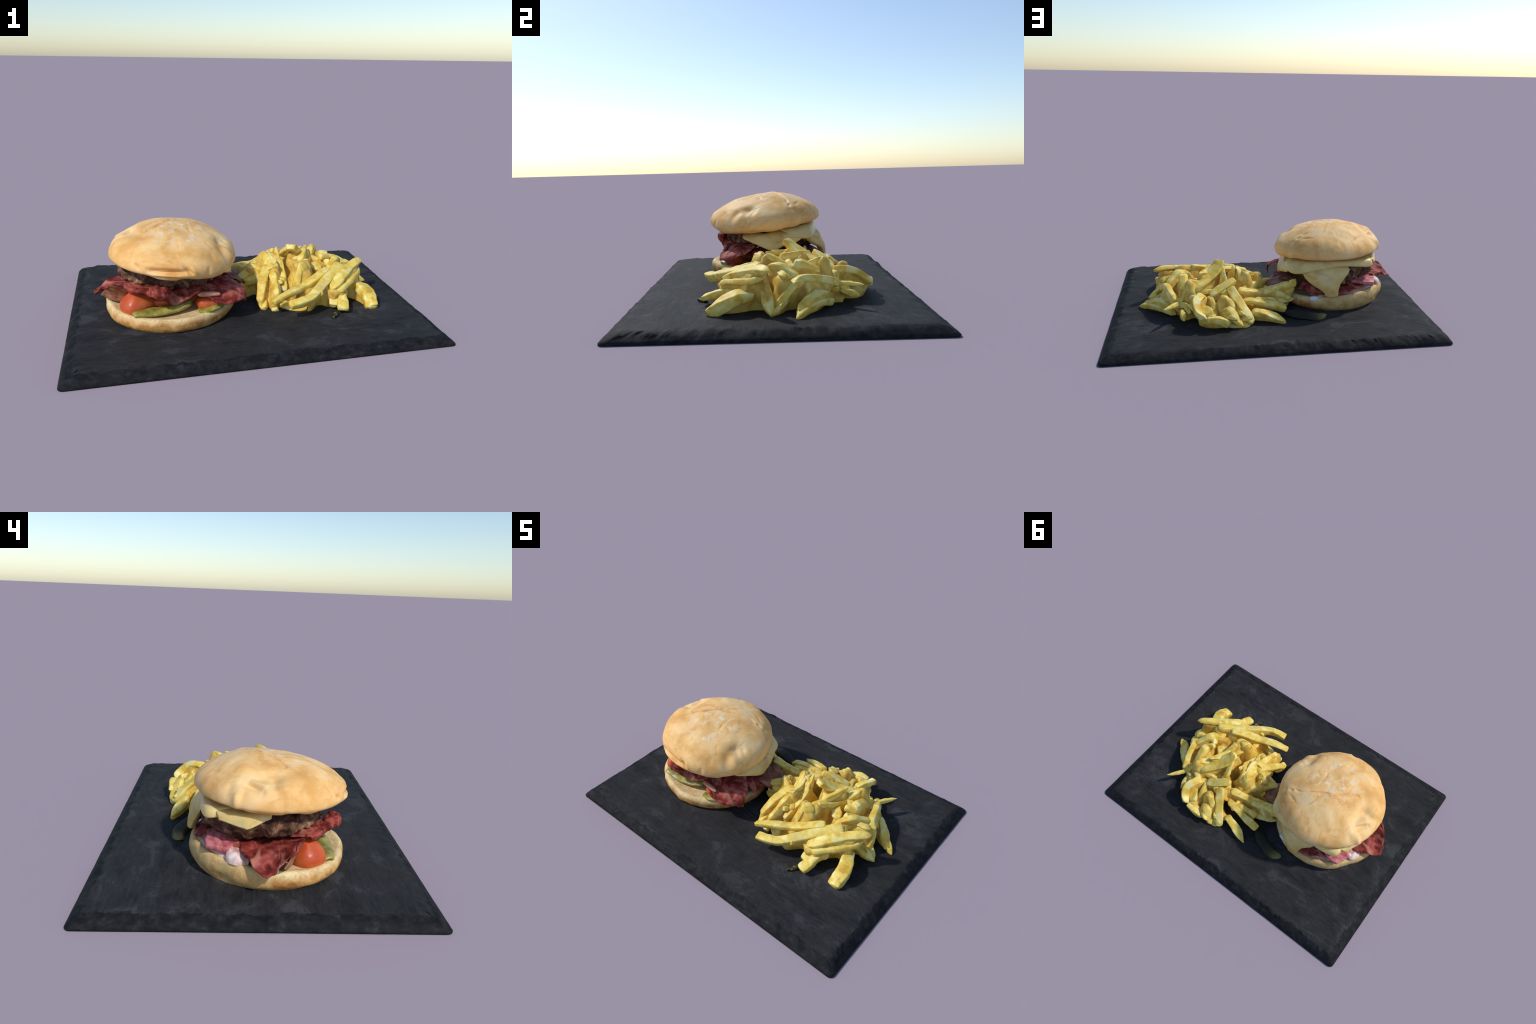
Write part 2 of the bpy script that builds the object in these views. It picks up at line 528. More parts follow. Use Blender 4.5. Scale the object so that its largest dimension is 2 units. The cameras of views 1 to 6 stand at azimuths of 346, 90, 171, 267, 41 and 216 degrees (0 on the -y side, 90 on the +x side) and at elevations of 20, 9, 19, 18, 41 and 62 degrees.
def build_top_bun(parent):
    nt = 440
    th = np.linspace(0, 2 * math.pi, nt, endpoint=False)
    ct, st = np.cos(th), np.sin(th)

    def by_angle(keys):
        a = np.array([k for k, _ in keys] + [keys[0][0] + 360.])
        v = np.array([k for _, k in keys] + [keys[0][1]])
        d = np.degrees(th)
        d = np.where(d < a[0], d + 360, d)
        # smooth periodic interpolation
        i = np.clip(np.searchsorted(a, d, side="right") - 1, 0, len(a) - 2)
        t = (d - a[i]) / (a[i + 1] - a[i])
        t = t * t * (3 - 2 * t)
        return v[i] * (1 - t) + v[i + 1] * t
    zeq = by_angle([(0, .362), (45, .385), (90, .402), (135, .400), (180, .402), (225, .395), (270, .373), (315, .350)])
    zlip = by_angle([(0, .325), (45, .362), (90, .380), (135, .385), (180, .376), (225, .365), (270, .340), (315, .312)])
    R = by_angle([(0, .351), (45, .346), (90, .350), (135, .345), (180, .351), (225, .347), (270, .354), (315, .353)])
    rows = []
    # crown: angle from the pole down to the equator
    NC = 110
    for a in np.linspace(0.006, math.pi / 2, NC):
        r = R * math.sin(a) ** 1.05
        # the crown leans: highest in the north-west, sagging to the south-east
        ztop = .543 + .015 * np.cos(th - math.radians(130)) * min(1, math.sin(a) / .4)
        z = zeq + (ztop - zeq) * math.cos(a)
        rows.append(np.stack([BX + r * ct, BY + r * st, z], 1))
    # rounded lip and flat underside
    for a in np.linspace(.15, math.pi / 2, 10):
        r = R * (1 - .10 * (1 - math.cos(a)))
        rows.append(np.stack([BX + r * ct, BY + r * st, zeq + (zlip - zeq) * math.sin(a)], 1))
    for s in (.86, .80, .6, .35, .1):
        z = zlip * (s / .9) ** 2 + (1 - (s / .9) ** 2) * .352 + .004
        rows.append(np.stack([BX + R * s * ct, BY + R * s * st, z], 1))
    rr = np.array(rows)
    n = len(rr)
    P = rr.reshape(-1, 3)
    C = np.array([BX, BY, .36])
    N = P - C
    N[:, 2] *= 2.2
    N /= np.linalg.norm(N, axis=1, keepdims=True)
    isout = np.repeat(np.arange(n) < NC + 8, nt)
    d = np.zeros(len(P))
    # long crack over the crown: sharp groove with a lifted north-west lip
    line = crom([(-.575, -.100, .51), (-.555, -.104, .53), (-.50, -.066, .54), (-.444, -.021, .541), (-.391, .013, .542), (-.308, .056, .532), (-.234, .084, .506), (-.215, .088, .5)], 300)
    line[:, 1] += np.sin(np.linspace(0, 17, 300)) * .004 + np.sin(np.linspace(0, 41, 300)) * .002
    dd, k = np.full(len(P), 9.0), np.zeros(len(P), int)
    for q in range(300):
        e = np.hypot(P[:, 0] - line[q, 0], P[:, 1] - line[q, 1])
        k = np.where(e < dd, q, k)
        dd = np.minimum(dd, e)
    endfade = np.sin(np.pi * np.clip(k / 299., 0.02, .98)) ** .5
    side = (P[:, 0] - line[k, 0]) * (-.5) + (P[:, 1] - line[k, 1]) * .87      # + on the north-west side
    crown = P[:, 2] > .42
    d += crown * (-.012 * np.exp(-(dd / .006) ** 2) * endfade + .004 * np.exp(-((side - .016) / .016) ** 2) * (dd < .06) * endfade)

    def dent(c, rad, depth, squash=(1, 1, 1)):
        q = (P - np.array(c)) / (np.array(rad) * np.array(squash))
        return -depth * np.exp(-(q ** 2).sum(1))

    def crease(a, b, w, depth, k=(1, 1, .45)):
        k = np.array(k)
        s, t = seg_dist(P * k, np.array(a) * k, np.array(b) * k)
        return -depth * np.exp(-(s / w) ** 2) * np.sin(np.pi * np.clip(t, .03, .97)) ** .6
    # pinched fold on the west side
    d += dent((-.672, .02, .488), (.05, .055, .05), .016)
    d += crease((-.662, .085, .475), (-.712, .005, .448), .015, .030)
    d += crease((-.705, .010, .452), (-.725, -.01, .42), .012, .018)
    d += -crease((-.70, .105, .465), (-.715, .105, .375), .018, .013)
    d += crease((-.690, .07, .45), (-.715, .085, .385), .014, .014)
    d += -crease((-.655, .06, .497), (-.70, -.025, .480), .017, .014)
    d += crease((-.640, -.045, .515), (-.715, -.055, .455), .024, .012)
    d += -crease((-.66, -.095, .50), (-.72, -.09, .44), .03, .008)
    d += crease((-.65, .13, .475), (-.68, .14, .40), .018, .008)
    # saddle seen on the skyline in the north-west shoulder
    d += dent((-.645, -.03, .515), (.035, .08, .05), .014)
    d += -crease((-.585, .06, .545), (-.50, .10, .545), .04, .004)
    # dimple and furrows on the south-east shoulder
    d += dent((-.15, -.15, .44), (.032, .040, .065), .022)
    d += crease((-.135, -.11, .455), (-.10, -.135, .39), .013, .012)
    d += crease((-.17, -.20, .44), (-.145, -.265, .33), .026, .016)
    d += -crease((-.14, -.18, .44), (-.105, -.215, .345), .022, .009)
    d += crease((-.088, -.155, .40), (-.10, -.19, .33), .012, .008)
    d += crease((-.235, -.285, .43), (-.22, -.33, .34), .022, .008)
    # lens-shaped fold on the south face
    S = (1, .35, 1)
    d += crease((-.56, -.38, .400), (-.36, -.40, .386), .013, .024, S)
    d += -crease((-.60, -.36, .424), (-.37, -.39, .416), .018, .008, S)
    d += -crease((-.57, -.38, .383), (-.37, -.40, .368), .009, .009, S)
    d += crease((-.53, -.385, .368), (-.40, -.40, .356), .007, .010, S)
    d += crease((-.375, -.39, .412), (-.330, -.405, .366), .010, .014, S)
    d += -crease((-.345, -.39, .415), (-.315, -.405, .370), .010, .006, S)
    d += crease((-.625, -.335, .425), (-.605, -.345, .400), .010, .010, S)
    d += crease((-.25, -.36, .40), (-.245, -.385, .345), .014, .006, S)
    d += crown * crease((-.325, -.075, .527), (-.315, -.125, .52), .007, .005)
    d += crown * crease((-.30, -.085, .52), (-.265, -.075, .515), .010, .005)
    d += crease((-.205, .098, .49), (-.170, .098, .468), .008, .008)
    d += crease((-.215, .20, .46), (-.17, .165, .455), .008, .007)
    d += crease((-.165, .10, .46), (-.12, .12, .42), .02, .006)
    d += crease((-.30, .15, .50), (-.19, .195, .455), .007, .004)
    # wrinkles on the north and east flank
    d += crease((-.22, .20, .47), (-.20, .27, .42), .010, .006)
    d += crease((-.27, .16, .50), (-.20, .13, .485), .009, .006)
    d += crease((-.17, .12, .475), (-.13, .17, .43), .012, .006)
    d += crease((-.53, .19, .48), (-.54, .26, .41), .009, .006)
    d += crease((-.60, .14, .495), (-.52, .22, .47), .012, .005)
    d += crease((-.42, .23, .475), (-.44, .28, .43), .012, .004)
    rng = np.random.default_rng(SEED)
    for _ in range(22):                              # fine random skin wrinkles
        a = rng.uniform(0, 2 * math.pi)
        r0 = rng.uniform(.08, .30)
        dirn = a + rng.normal(0, .7)
        L = rng.uniform(.03, .08)
        p0 = np.array([BX + r0 * math.cos(a), BY + r0 * math.sin(a)])
        p1 = p0 + L * np.array([math.cos(dirn), math.sin(dirn)])
        s, t = seg_dist(P[:, :2], p0, p1)
        d += crown * -.0014 * np.exp(-(s / .006) ** 2) * np.sin(np.pi * np.clip(t, .03, .97))
    d += fbm(P, 7, 5, 3) * .005 - .001
    P = P + N * (d * isout)[:, None]
    # wavy underside of the lip
    low = np.repeat((np.arange(n) >= NC + 4), nt)
    P[:, 2] += low * vnoise(P * np.array([1, 1, 0]), 16, 8) * .005
    ob = rings("top_bun", P.reshape(n, nt, 3), top_bun_material(), parent, flip=False)
    fix_normals(ob)
    return ob


def build_bottom_bun(parent):
    nt = 180
    th = np.linspace(0, 2 * math.pi, nt, endpoint=False)
    ct, st = np.cos(th), np.sin(th)
    cx, cy, R = -.430, -.042, .364
    nw = np.clip(np.cos(th - math.radians(128)), 0, 1) ** 1.5        # the tall north-west cheek
    prof = [(.02, .0), (.6, .0), (.90, .0), (.955, .008), (.985, .022), (1.0, .040), (.998, .056), (.982, .070), (.955, .078), (.92, .079), (.87, .074), (.80, .070), (.6, .070), (.35, .07), (.05, .07)]
    rows = []
    for f, z in prof:
        r = R * f * (1 - .02 * nw)
        zz = TOP - .001 + z * (1 + .45 * nw * smooth(.5, .9, np.array(f)))
        rows.append(np.stack([cx + r * ct, cy + r * st, zz], 1))
    # refine profile smoothly
    A = np.array(rows)
    A = np.stack([crom(A[:, j], 60) for j in range(nt)], 1)
    P = A.reshape(-1, 3)
    N = P - np.array([cx, cy, TOP + .03])
    N[:, 2] *= 2
    N /= np.linalg.norm(N, axis=1, keepdims=True)
    d = fbm(P, 8, 31, 3) * .007
    d += .008 * np.exp(-(((P - np.array([-.775, .06, .10])) / np.array([.06, .10, .05])) ** 2).sum(1))
    d -= .012 * np.exp(-(((P - np.array([-.74, .17, .07])) / np.array([.06, .05, .04])) ** 2).sum(1))
    d *= smooth(TOP + .002, TOP + .02, P[:, 2])
    P = P + N * d[:, None]
    ob = rings("bottom_bun", P.reshape(A.shape), bottom_bun_material(), parent, flip=True)
    fix_normals(ob)
    return ob


def build_patty(parent):
    nt = 220
    th = np.linspace(0, 2 * math.pi, nt, endpoint=False)
    ct, st = np.cos(th), np.sin(th)
    cx, cy, R = -.414, -.010, .285
    rows = []
    for a in np.linspace(-math.pi / 2, math.pi / 2, 48):
        r = R * (.02 + .98 * abs(math.cos(a)) ** .34)
        z = .290 + .056 * math.copysign(abs(math.sin(a)) ** .85, math.sin(a))
        rows.append(np.stack([cx + r * ct, cy + r * st, z - .015 * st * 0 - .012 * ct], 1))
    A = np.array(rows)
    P = A.reshape(-1, 3)
    N = P - np.array([cx, cy, .294])
    N[:, 2] *= .8
    N /= np.linalg.norm(N, axis=1, keepdims=True)
    d = fbm(P, 10, 61, 3) * .016 + fbm(P, 22, 63, 3) * .018
    P = P + N * d[:, None]
    # the underside sags to the north-west
    low = smooth(.30, .24, P[:, 2]) * smooth(-.05, .28, (P[:, 0] - cx) * -.55 + (P[:, 1] - cy) * .83)
    P[:, 2] -= .035 * low
    ob = rings("beef_patty", P.reshape(A.shape), patty_material(), parent, flip=False)
    fix_normals(ob)
    return ob


def cheese_square(name, corners, drops, zc, parent, mat, seed, thick=.016, r0=.20, r1=.34, centre=(-.41, -.02)):
    """square slice draped over the patty: flat in the middle, its corners hang by the given drops"""
    n = 56
    u = np.linspace(0, 1, n)[:, None, None]
    v = np.linspace(0, 1, n)[None, :, None]
    c = [np.array(k, float) for k in corners]
    g = (1 - u) * (1 - v) * c[0] + u * (1 - v) * c[1] + u * v * c[2] + (1 - u) * v * c[3]
    w = [(1 - u) * (1 - v), u * (1 - v), u * v, (1 - u) * v]
    w = [k[..., 0] ** 1.6 for k in w]
    D = sum(k * d for k, d in zip(w, drops)) / sum(w)
    r = np.hypot(g[..., 0] - centre[0], g[..., 1] - centre[1])
    z = zc - .03 * (g[..., 0] - centre[0]) - D * smooth(r0, r1, r)
    rows = np.dstack([g, z])
    return sheet(name, rows, thick, mat, parent, n, n, lump=.006, lump_scale=10, seed=seed)


def build_burger():
    root = bpy.data.objects.new("bacon_cheeseburger", None)
    bpy.context.scene.collection.objects.link(root)
    root.location = (-.43, -.042, TOP)
    root.empty_display_size = .2
    root["label"] = "tall cheeseburger with bacon, ham, tomato, pickles, wrinkled bun"
    root["category"] = "cheeseburger"
    build_bottom_bun(root)
    build_patty(root)
    build_top_bun(root)

    # ---- cheese -----------------------------------------------------------
    ch = cheese_material()
    sheet("cheese_slice", [
        [(-.58, -.02, .352), (-.50, .05, .352), (-.38, .06, .352), (-.25, .04, .345), (-.22, .00, .335)],
        [(-.62, .10, .350), (-.55, .18, .356), (-.38, .205, .355), (-.22, .16, .345), (-.15, .04, .330)],
        [(-.640, .16, .350), (-.612, .225, .352), (-.40, .250, .354), (-.17, .200, .325), (-.110, .08, .315)],
        [(-.652, .165, .325), (-.626, .242, .316), (-.42, .268, .334), (-.160, .230, .282), (-.092, .10, .288)],
    ], .020, ch, root, lump=.003, seed=2)
    sheet("cheese_slice", [
        [(-.54, .12, .335), (-.46, .15, .335), (-.36, .16, .335), (-.25, .14, .325), (-.19, .08, .315)],
        [(-.510, .212, .312), (-.45, .240, .314), (-.36, .248, .310), (-.26, .230, .297), (-.20, .192, .274)],
        [(-.455, .250, .270), (-.42, .278, .268), (-.36, .288, .264), (-.29, .272, .254), (-.235, .235, .232)],
        [(-.412, .280, .215), (-.395, .299, .215), (-.365, .305, .215), (-.335, .300, .212), (-.305, .276, .204)],
        [(-.400, .294, .182), (-.388, .308, .182), (-.370, .312, .180), (-.350, .308, .180), (-.336, .294, .180)],
        [(-.394, .302, .156), (-.386, .312, .150), (-.370, .316, .148), (-.354, .312, .150), (-.344, .302, .156)],
    ], .046, ch, root, lump=.005, seed=4)
    sheet("cheese_slice", [
        [(-.24, .15, .33), (-.24, .05, .33), (-.22, -.05, .325), (-.22, -.17, .32)],
        [(-.15, .18, .315), (-.125, .07, .312), (-.125, -.06, .300), (-.165, -.19, .300)],
        [(-.115, .17, .285), (-.092, .08, .275), (-.085, -.03, .262), (-.13, -.18, .285)],
        [(-.112, .14, .265), (-.085, .06, .245), (-.074, -.012, .216), (-.105, -.13, .262)],
    ], .016, ch, root, lump=.005, seed=6)
    sheet("cheese_slice", [
        [(-.55, .22, .345), (-.58, .12, .348), (-.58, .02, .348), (-.57, -.08, .35)],
        [(-.650, .19, .348), (-.685, .10, .352), (-.693, .03, .354), (-.665, -.05, .354)],
        [(-.676, .178, .322), (-.716, .080, .304), (-.720, .045, .304), (-.695, -.04, .342)],
    ], .012, ch, root, lump=.004, seed=8)
    sheet("cheese_slice", [
        [(-.55, -.05, .347), (-.50, -.14, .347), (-.40, -.18, .345), (-.28, -.16, .34)],
        [(-.62, -.10, .348), (-.57, -.22, .347), (-.42, -.27, .342), (-.25, -.23, .335)],
    ], .012, ch, root, lump=.003, seed=12)

    # ---- bacon ------------------------------------------------------------
    ba = bacon_material()
    rib = bacon_back_material()
    sheet("bacon_slice", [
        [(-.52, -.19, .235), (-.52, -.10, .22), (-.52, -.02, .212), (-.52, .04, .21), (-.52, .09, .21)],
        [(-.68, -.19, .245), (-.69, -.11, .220), (-.70, -.03, .205), (-.69, .03, .202), (-.68, .085, .206)],
        [(-.735, -.180, .250), (-.765, -.120, .222), (-.785, -.04, .188), (-.775, .02, .185), (-.735, .080, .204)],
        [(-.765, -.160, .250), (-.810, -.110, .212), (-.850, -.050, .160), (-.856, -.005, .154), (-.765, .068, .196)],
    ], .011, ba, root, lump=.006, lump_scale=18, seed=21, edge=.010, frill=.010)
    sheet("bacon_slice", [                                     # hangs down to the bun beside the tomato
        [(-.60, -.175, .250), (-.67, -.178, .252), (-.73, -.172, .252), (-.770, -.158, .252)],
        [(-.60, -.150, .200), (-.68, -.150, .192), (-.745, -.140, .192), (-.795, -.118, .205)],
        [(-.60, -.125, .140), (-.69, -.125, .135), (-.748, -.118, .140), (-.815, -.092, .172)],
    ], .010, rib, root, lump=.005, lump_scale=18, seed=25, edge=.006)
    sheet("bacon_slice", [                                     # crumpled strip along the south side
        [(-.68, -.12, .255), (-.60, -.17, .255), (-.50, -.20, .252), (-.40, -.20, .245), (-.28, -.18, .245)],
        [(-.69, -.20, .262), (-.61, -.265, .258), (-.505, -.295, .262), (-.41, -.27, .222), (-.28, -.25, .246)],
        [(-.685, -.215, .250), (-.615, -.285, .250), (-.51, -.345, .258), (-.42, -.31, .190), (-.29, -.295, .240)],
        [(-.67, -.215, .235), (-.605, -.285, .235), (-.50, -.340, .225), (-.425, -.305, .176), (-.30, -.305, .232)],
    ], .012, ba, root, lump=.006, lump_scale=18, seed=31, edge=.008, frill=.006)
    blob("bacon_slice", (-.505, -.335, .262), (.046, .034, .034), ba, root, lump=.014, lump_scale=26, seed=33, yaw=-.3)
    sheet("bacon_slice", [                                     # broad flap, south-east
        [(-.36, -.20, .250), (-.28, -.19, .252), (-.20, -.16, .250), (-.13, -.10, .245)],
        [(-.31, -.27, .232), (-.23, -.265, .226), (-.15, -.225, .232), (-.075, -.15, .222)],
        [(-.27, -.302, .212), (-.195, -.308, .190), (-.105, -.280, .202), (-.042, -.185, .204)],
        [(-.240, -.318, .196), (-.168, -.326, .168), (-.075, -.306, .180), (-.026, -.222, .190)],
        [(-.232, -.318, .188), (-.160, -.328, .156), (-.060, -.300, .168), (-.024, -.240, .122)],
    ], .011, ba, root, lump=.006, lump_scale=20, seed=41, edge=.008, frill=.008)
    sheet("bacon_slice", [                                     # second slice hanging on the east side
        [(-.22, -.10, .225), (-.21, -.03, .225), (-.20, .05, .225)],
        [(-.11, -.13, .205), (-.095, -.03, .20), (-.10, .05, .20)],
        [(-.068, -.13, .175), (-.044, -.02, .166), (-.058, .05, .17)],
        [(-.058, -.12, .145), (-.038, -.02, .140), (-.052, .05, .15)],
    ], .011, ba, root, lump=.007, lump_scale=18, seed=43, edge=.008)
    sheet("bacon_slice", [                                     # reddish layer below the patty, west and north
        [(-.58, .00, .205), (-.55, .08, .205), (-.46, .14, .205), (-.34, .15, .205), (-.24, .10, .205)],
        [(-.65, .05, .196), (-.62, .13, .196), (-.50, .215, .190), (-.34, .235, .185), (-.20, .17, .19)],
        [(-.695, .055, .186), (-.662, .148, .186), (-.515, .268, .166), (-.34, .285, .150), (-.17, .20, .165)],
    ], .012, ba, root, lump=.012, lump_scale=20, seed=47, edge=.014)
    sheet("bacon_slice", [                                     # slides off the burger towards the fries
        [(-.16, -.04, .200), (-.16, .05, .208), (-.16, .14, .200)],
        [(-.08, -.05, .185), (-.075, .05, .190), (-.07, .14, .185)],
        [(-.010, -.03, .158), (.0, .06, .165), (-.01, .13, .160)],
        [(.045, .0, .120), (.055, .06, .125), (.04, .11, .120)],
    ], .014, rib, root, lump=.010, lump_scale=18, seed=45, edge=.010)
    fat = rind_material()
    blob("bacon_rind", (-.245, -.305, .215), (.062, .016, .015), fat, root, lump=.004, seed=48, yaw=-.12)

    # ---- ham --------------------------------------------------------------
    ham = ham_material()
    sheet("ham_slice", [
        [(-.60, -.02, .165), (-.55, .05, .168), (-.45, .09, .17), (-.33, .09, .165)],
        [(-.70, .04, .166), (-.62, .15, .170), (-.48, .215, .165), (-.30, .215, .150)],
        [(-.725, .07, .154), (-.638, .182, .158), (-.485, .262, .152), (-.29, .258, .138)],
        [(-.735, .075, .140), (-.646, .194, .142), (-.480, .278, .140), (-.28, .271, .124)],
    ], .018, ham, root, lump=.006, lump_scale=14, seed=51, edge=.006)
    white = white_onion_material()
    pink = pink_ham_material()
    sheet("ham_slice", [
        [(-.52, .20, .205), (-.55, .15, .207), (-.56, .09, .205)],
        [(-.60, .235, .200), (-.63, .175, .200), (-.64, .10, .197)],
        [(-.665, .232, .190), (-.685, .185, .190), (-.700, .135, .186)],
    ], .030, pink, root, lump=.003, seed=53)
    sheet("onion_piece", [
        [(-.62, .03, .180), (-.62, .09, .183), (-.60, .15, .185)],
        [(-.685, .035, .182), (-.69, .09, .184), (-.665, .145, .184)],
        [(-.718, .045, .166), (-.724, .092, .166), (-.695, .140, .168)],
        [(-.734, .050, .142), (-.738, .092, .140), (-.706, .135, .144)],
    ], .020, white, root, lump=.010, lump_scale=18, seed=54)

    # ---- tomato, pickles, sauce ---------------------------------------------
    to = tomato_material()

    def pear(P):                       # flat-footed, narrower towards its upper, pinched end
        k = 1.08 - .62 * np.clip(P[..., 2:3] / .07, 0, 1) ** 1.2
        return np.concatenate([P[..., :2] * k, P[..., 2:]], -1)
    blob("tomato_slice", (-.616, -.200, .160), (.090, .070, .074), to, root, lump=.004, lump_scale=12, seed=61, yaw=.55, shape=pear, squeeze=2.9)
    blob("tomato_slice", (-.235, -.250, .148), (.075, .055, .040), to, root, lump=.004, lump_scale=12, seed=62, yaw=.3)
    blob("tomato_slice", (-.44, -.16, .150), (.15, .08, .035), to, root, lump=.004, lump_scale=12, seed=63)
    pi = pickle_material()
    sheet("pickle_slice", [
        [(-.655, -.285, .128), (-.58, -.265, .135), (-.48, -.255, .140), (-.37, -.24, .15), (-.33, -.235, .155)],
        [(-.648, -.312, .134), (-.58, -.305, .140), (-.48, -.30, .145), (-.38, -.28, .155), (-.335, -.265, .160)],
        [(-.640, -.328, .126), (-.58, -.335, .128), (-.48, -.335, .132), (-.39, -.315, .142), (-.34, -.29, .150)],
    ], .020, pi, root, lump=.003, seed=71)
    sheet("pickle_slice", [
        [(-.30, -.265, .122), (-.24, -.265, .130), (-.18, -.23, .140)],
        [(-.305, -.305, .126), (-.235, -.310, .136), (-.165, -.265, .140)],
        [(-.300, -.330, .120), (-.235, -.338, .126), (-.165, -.295, .126)],
    ], .018, pi, root, lump=.003, seed=73)
    blob("mayonnaise_drop", (-.268, .268, .125), (.032, .018, .018), mayo_material(), root, lump=.004, seed=81)
    return root


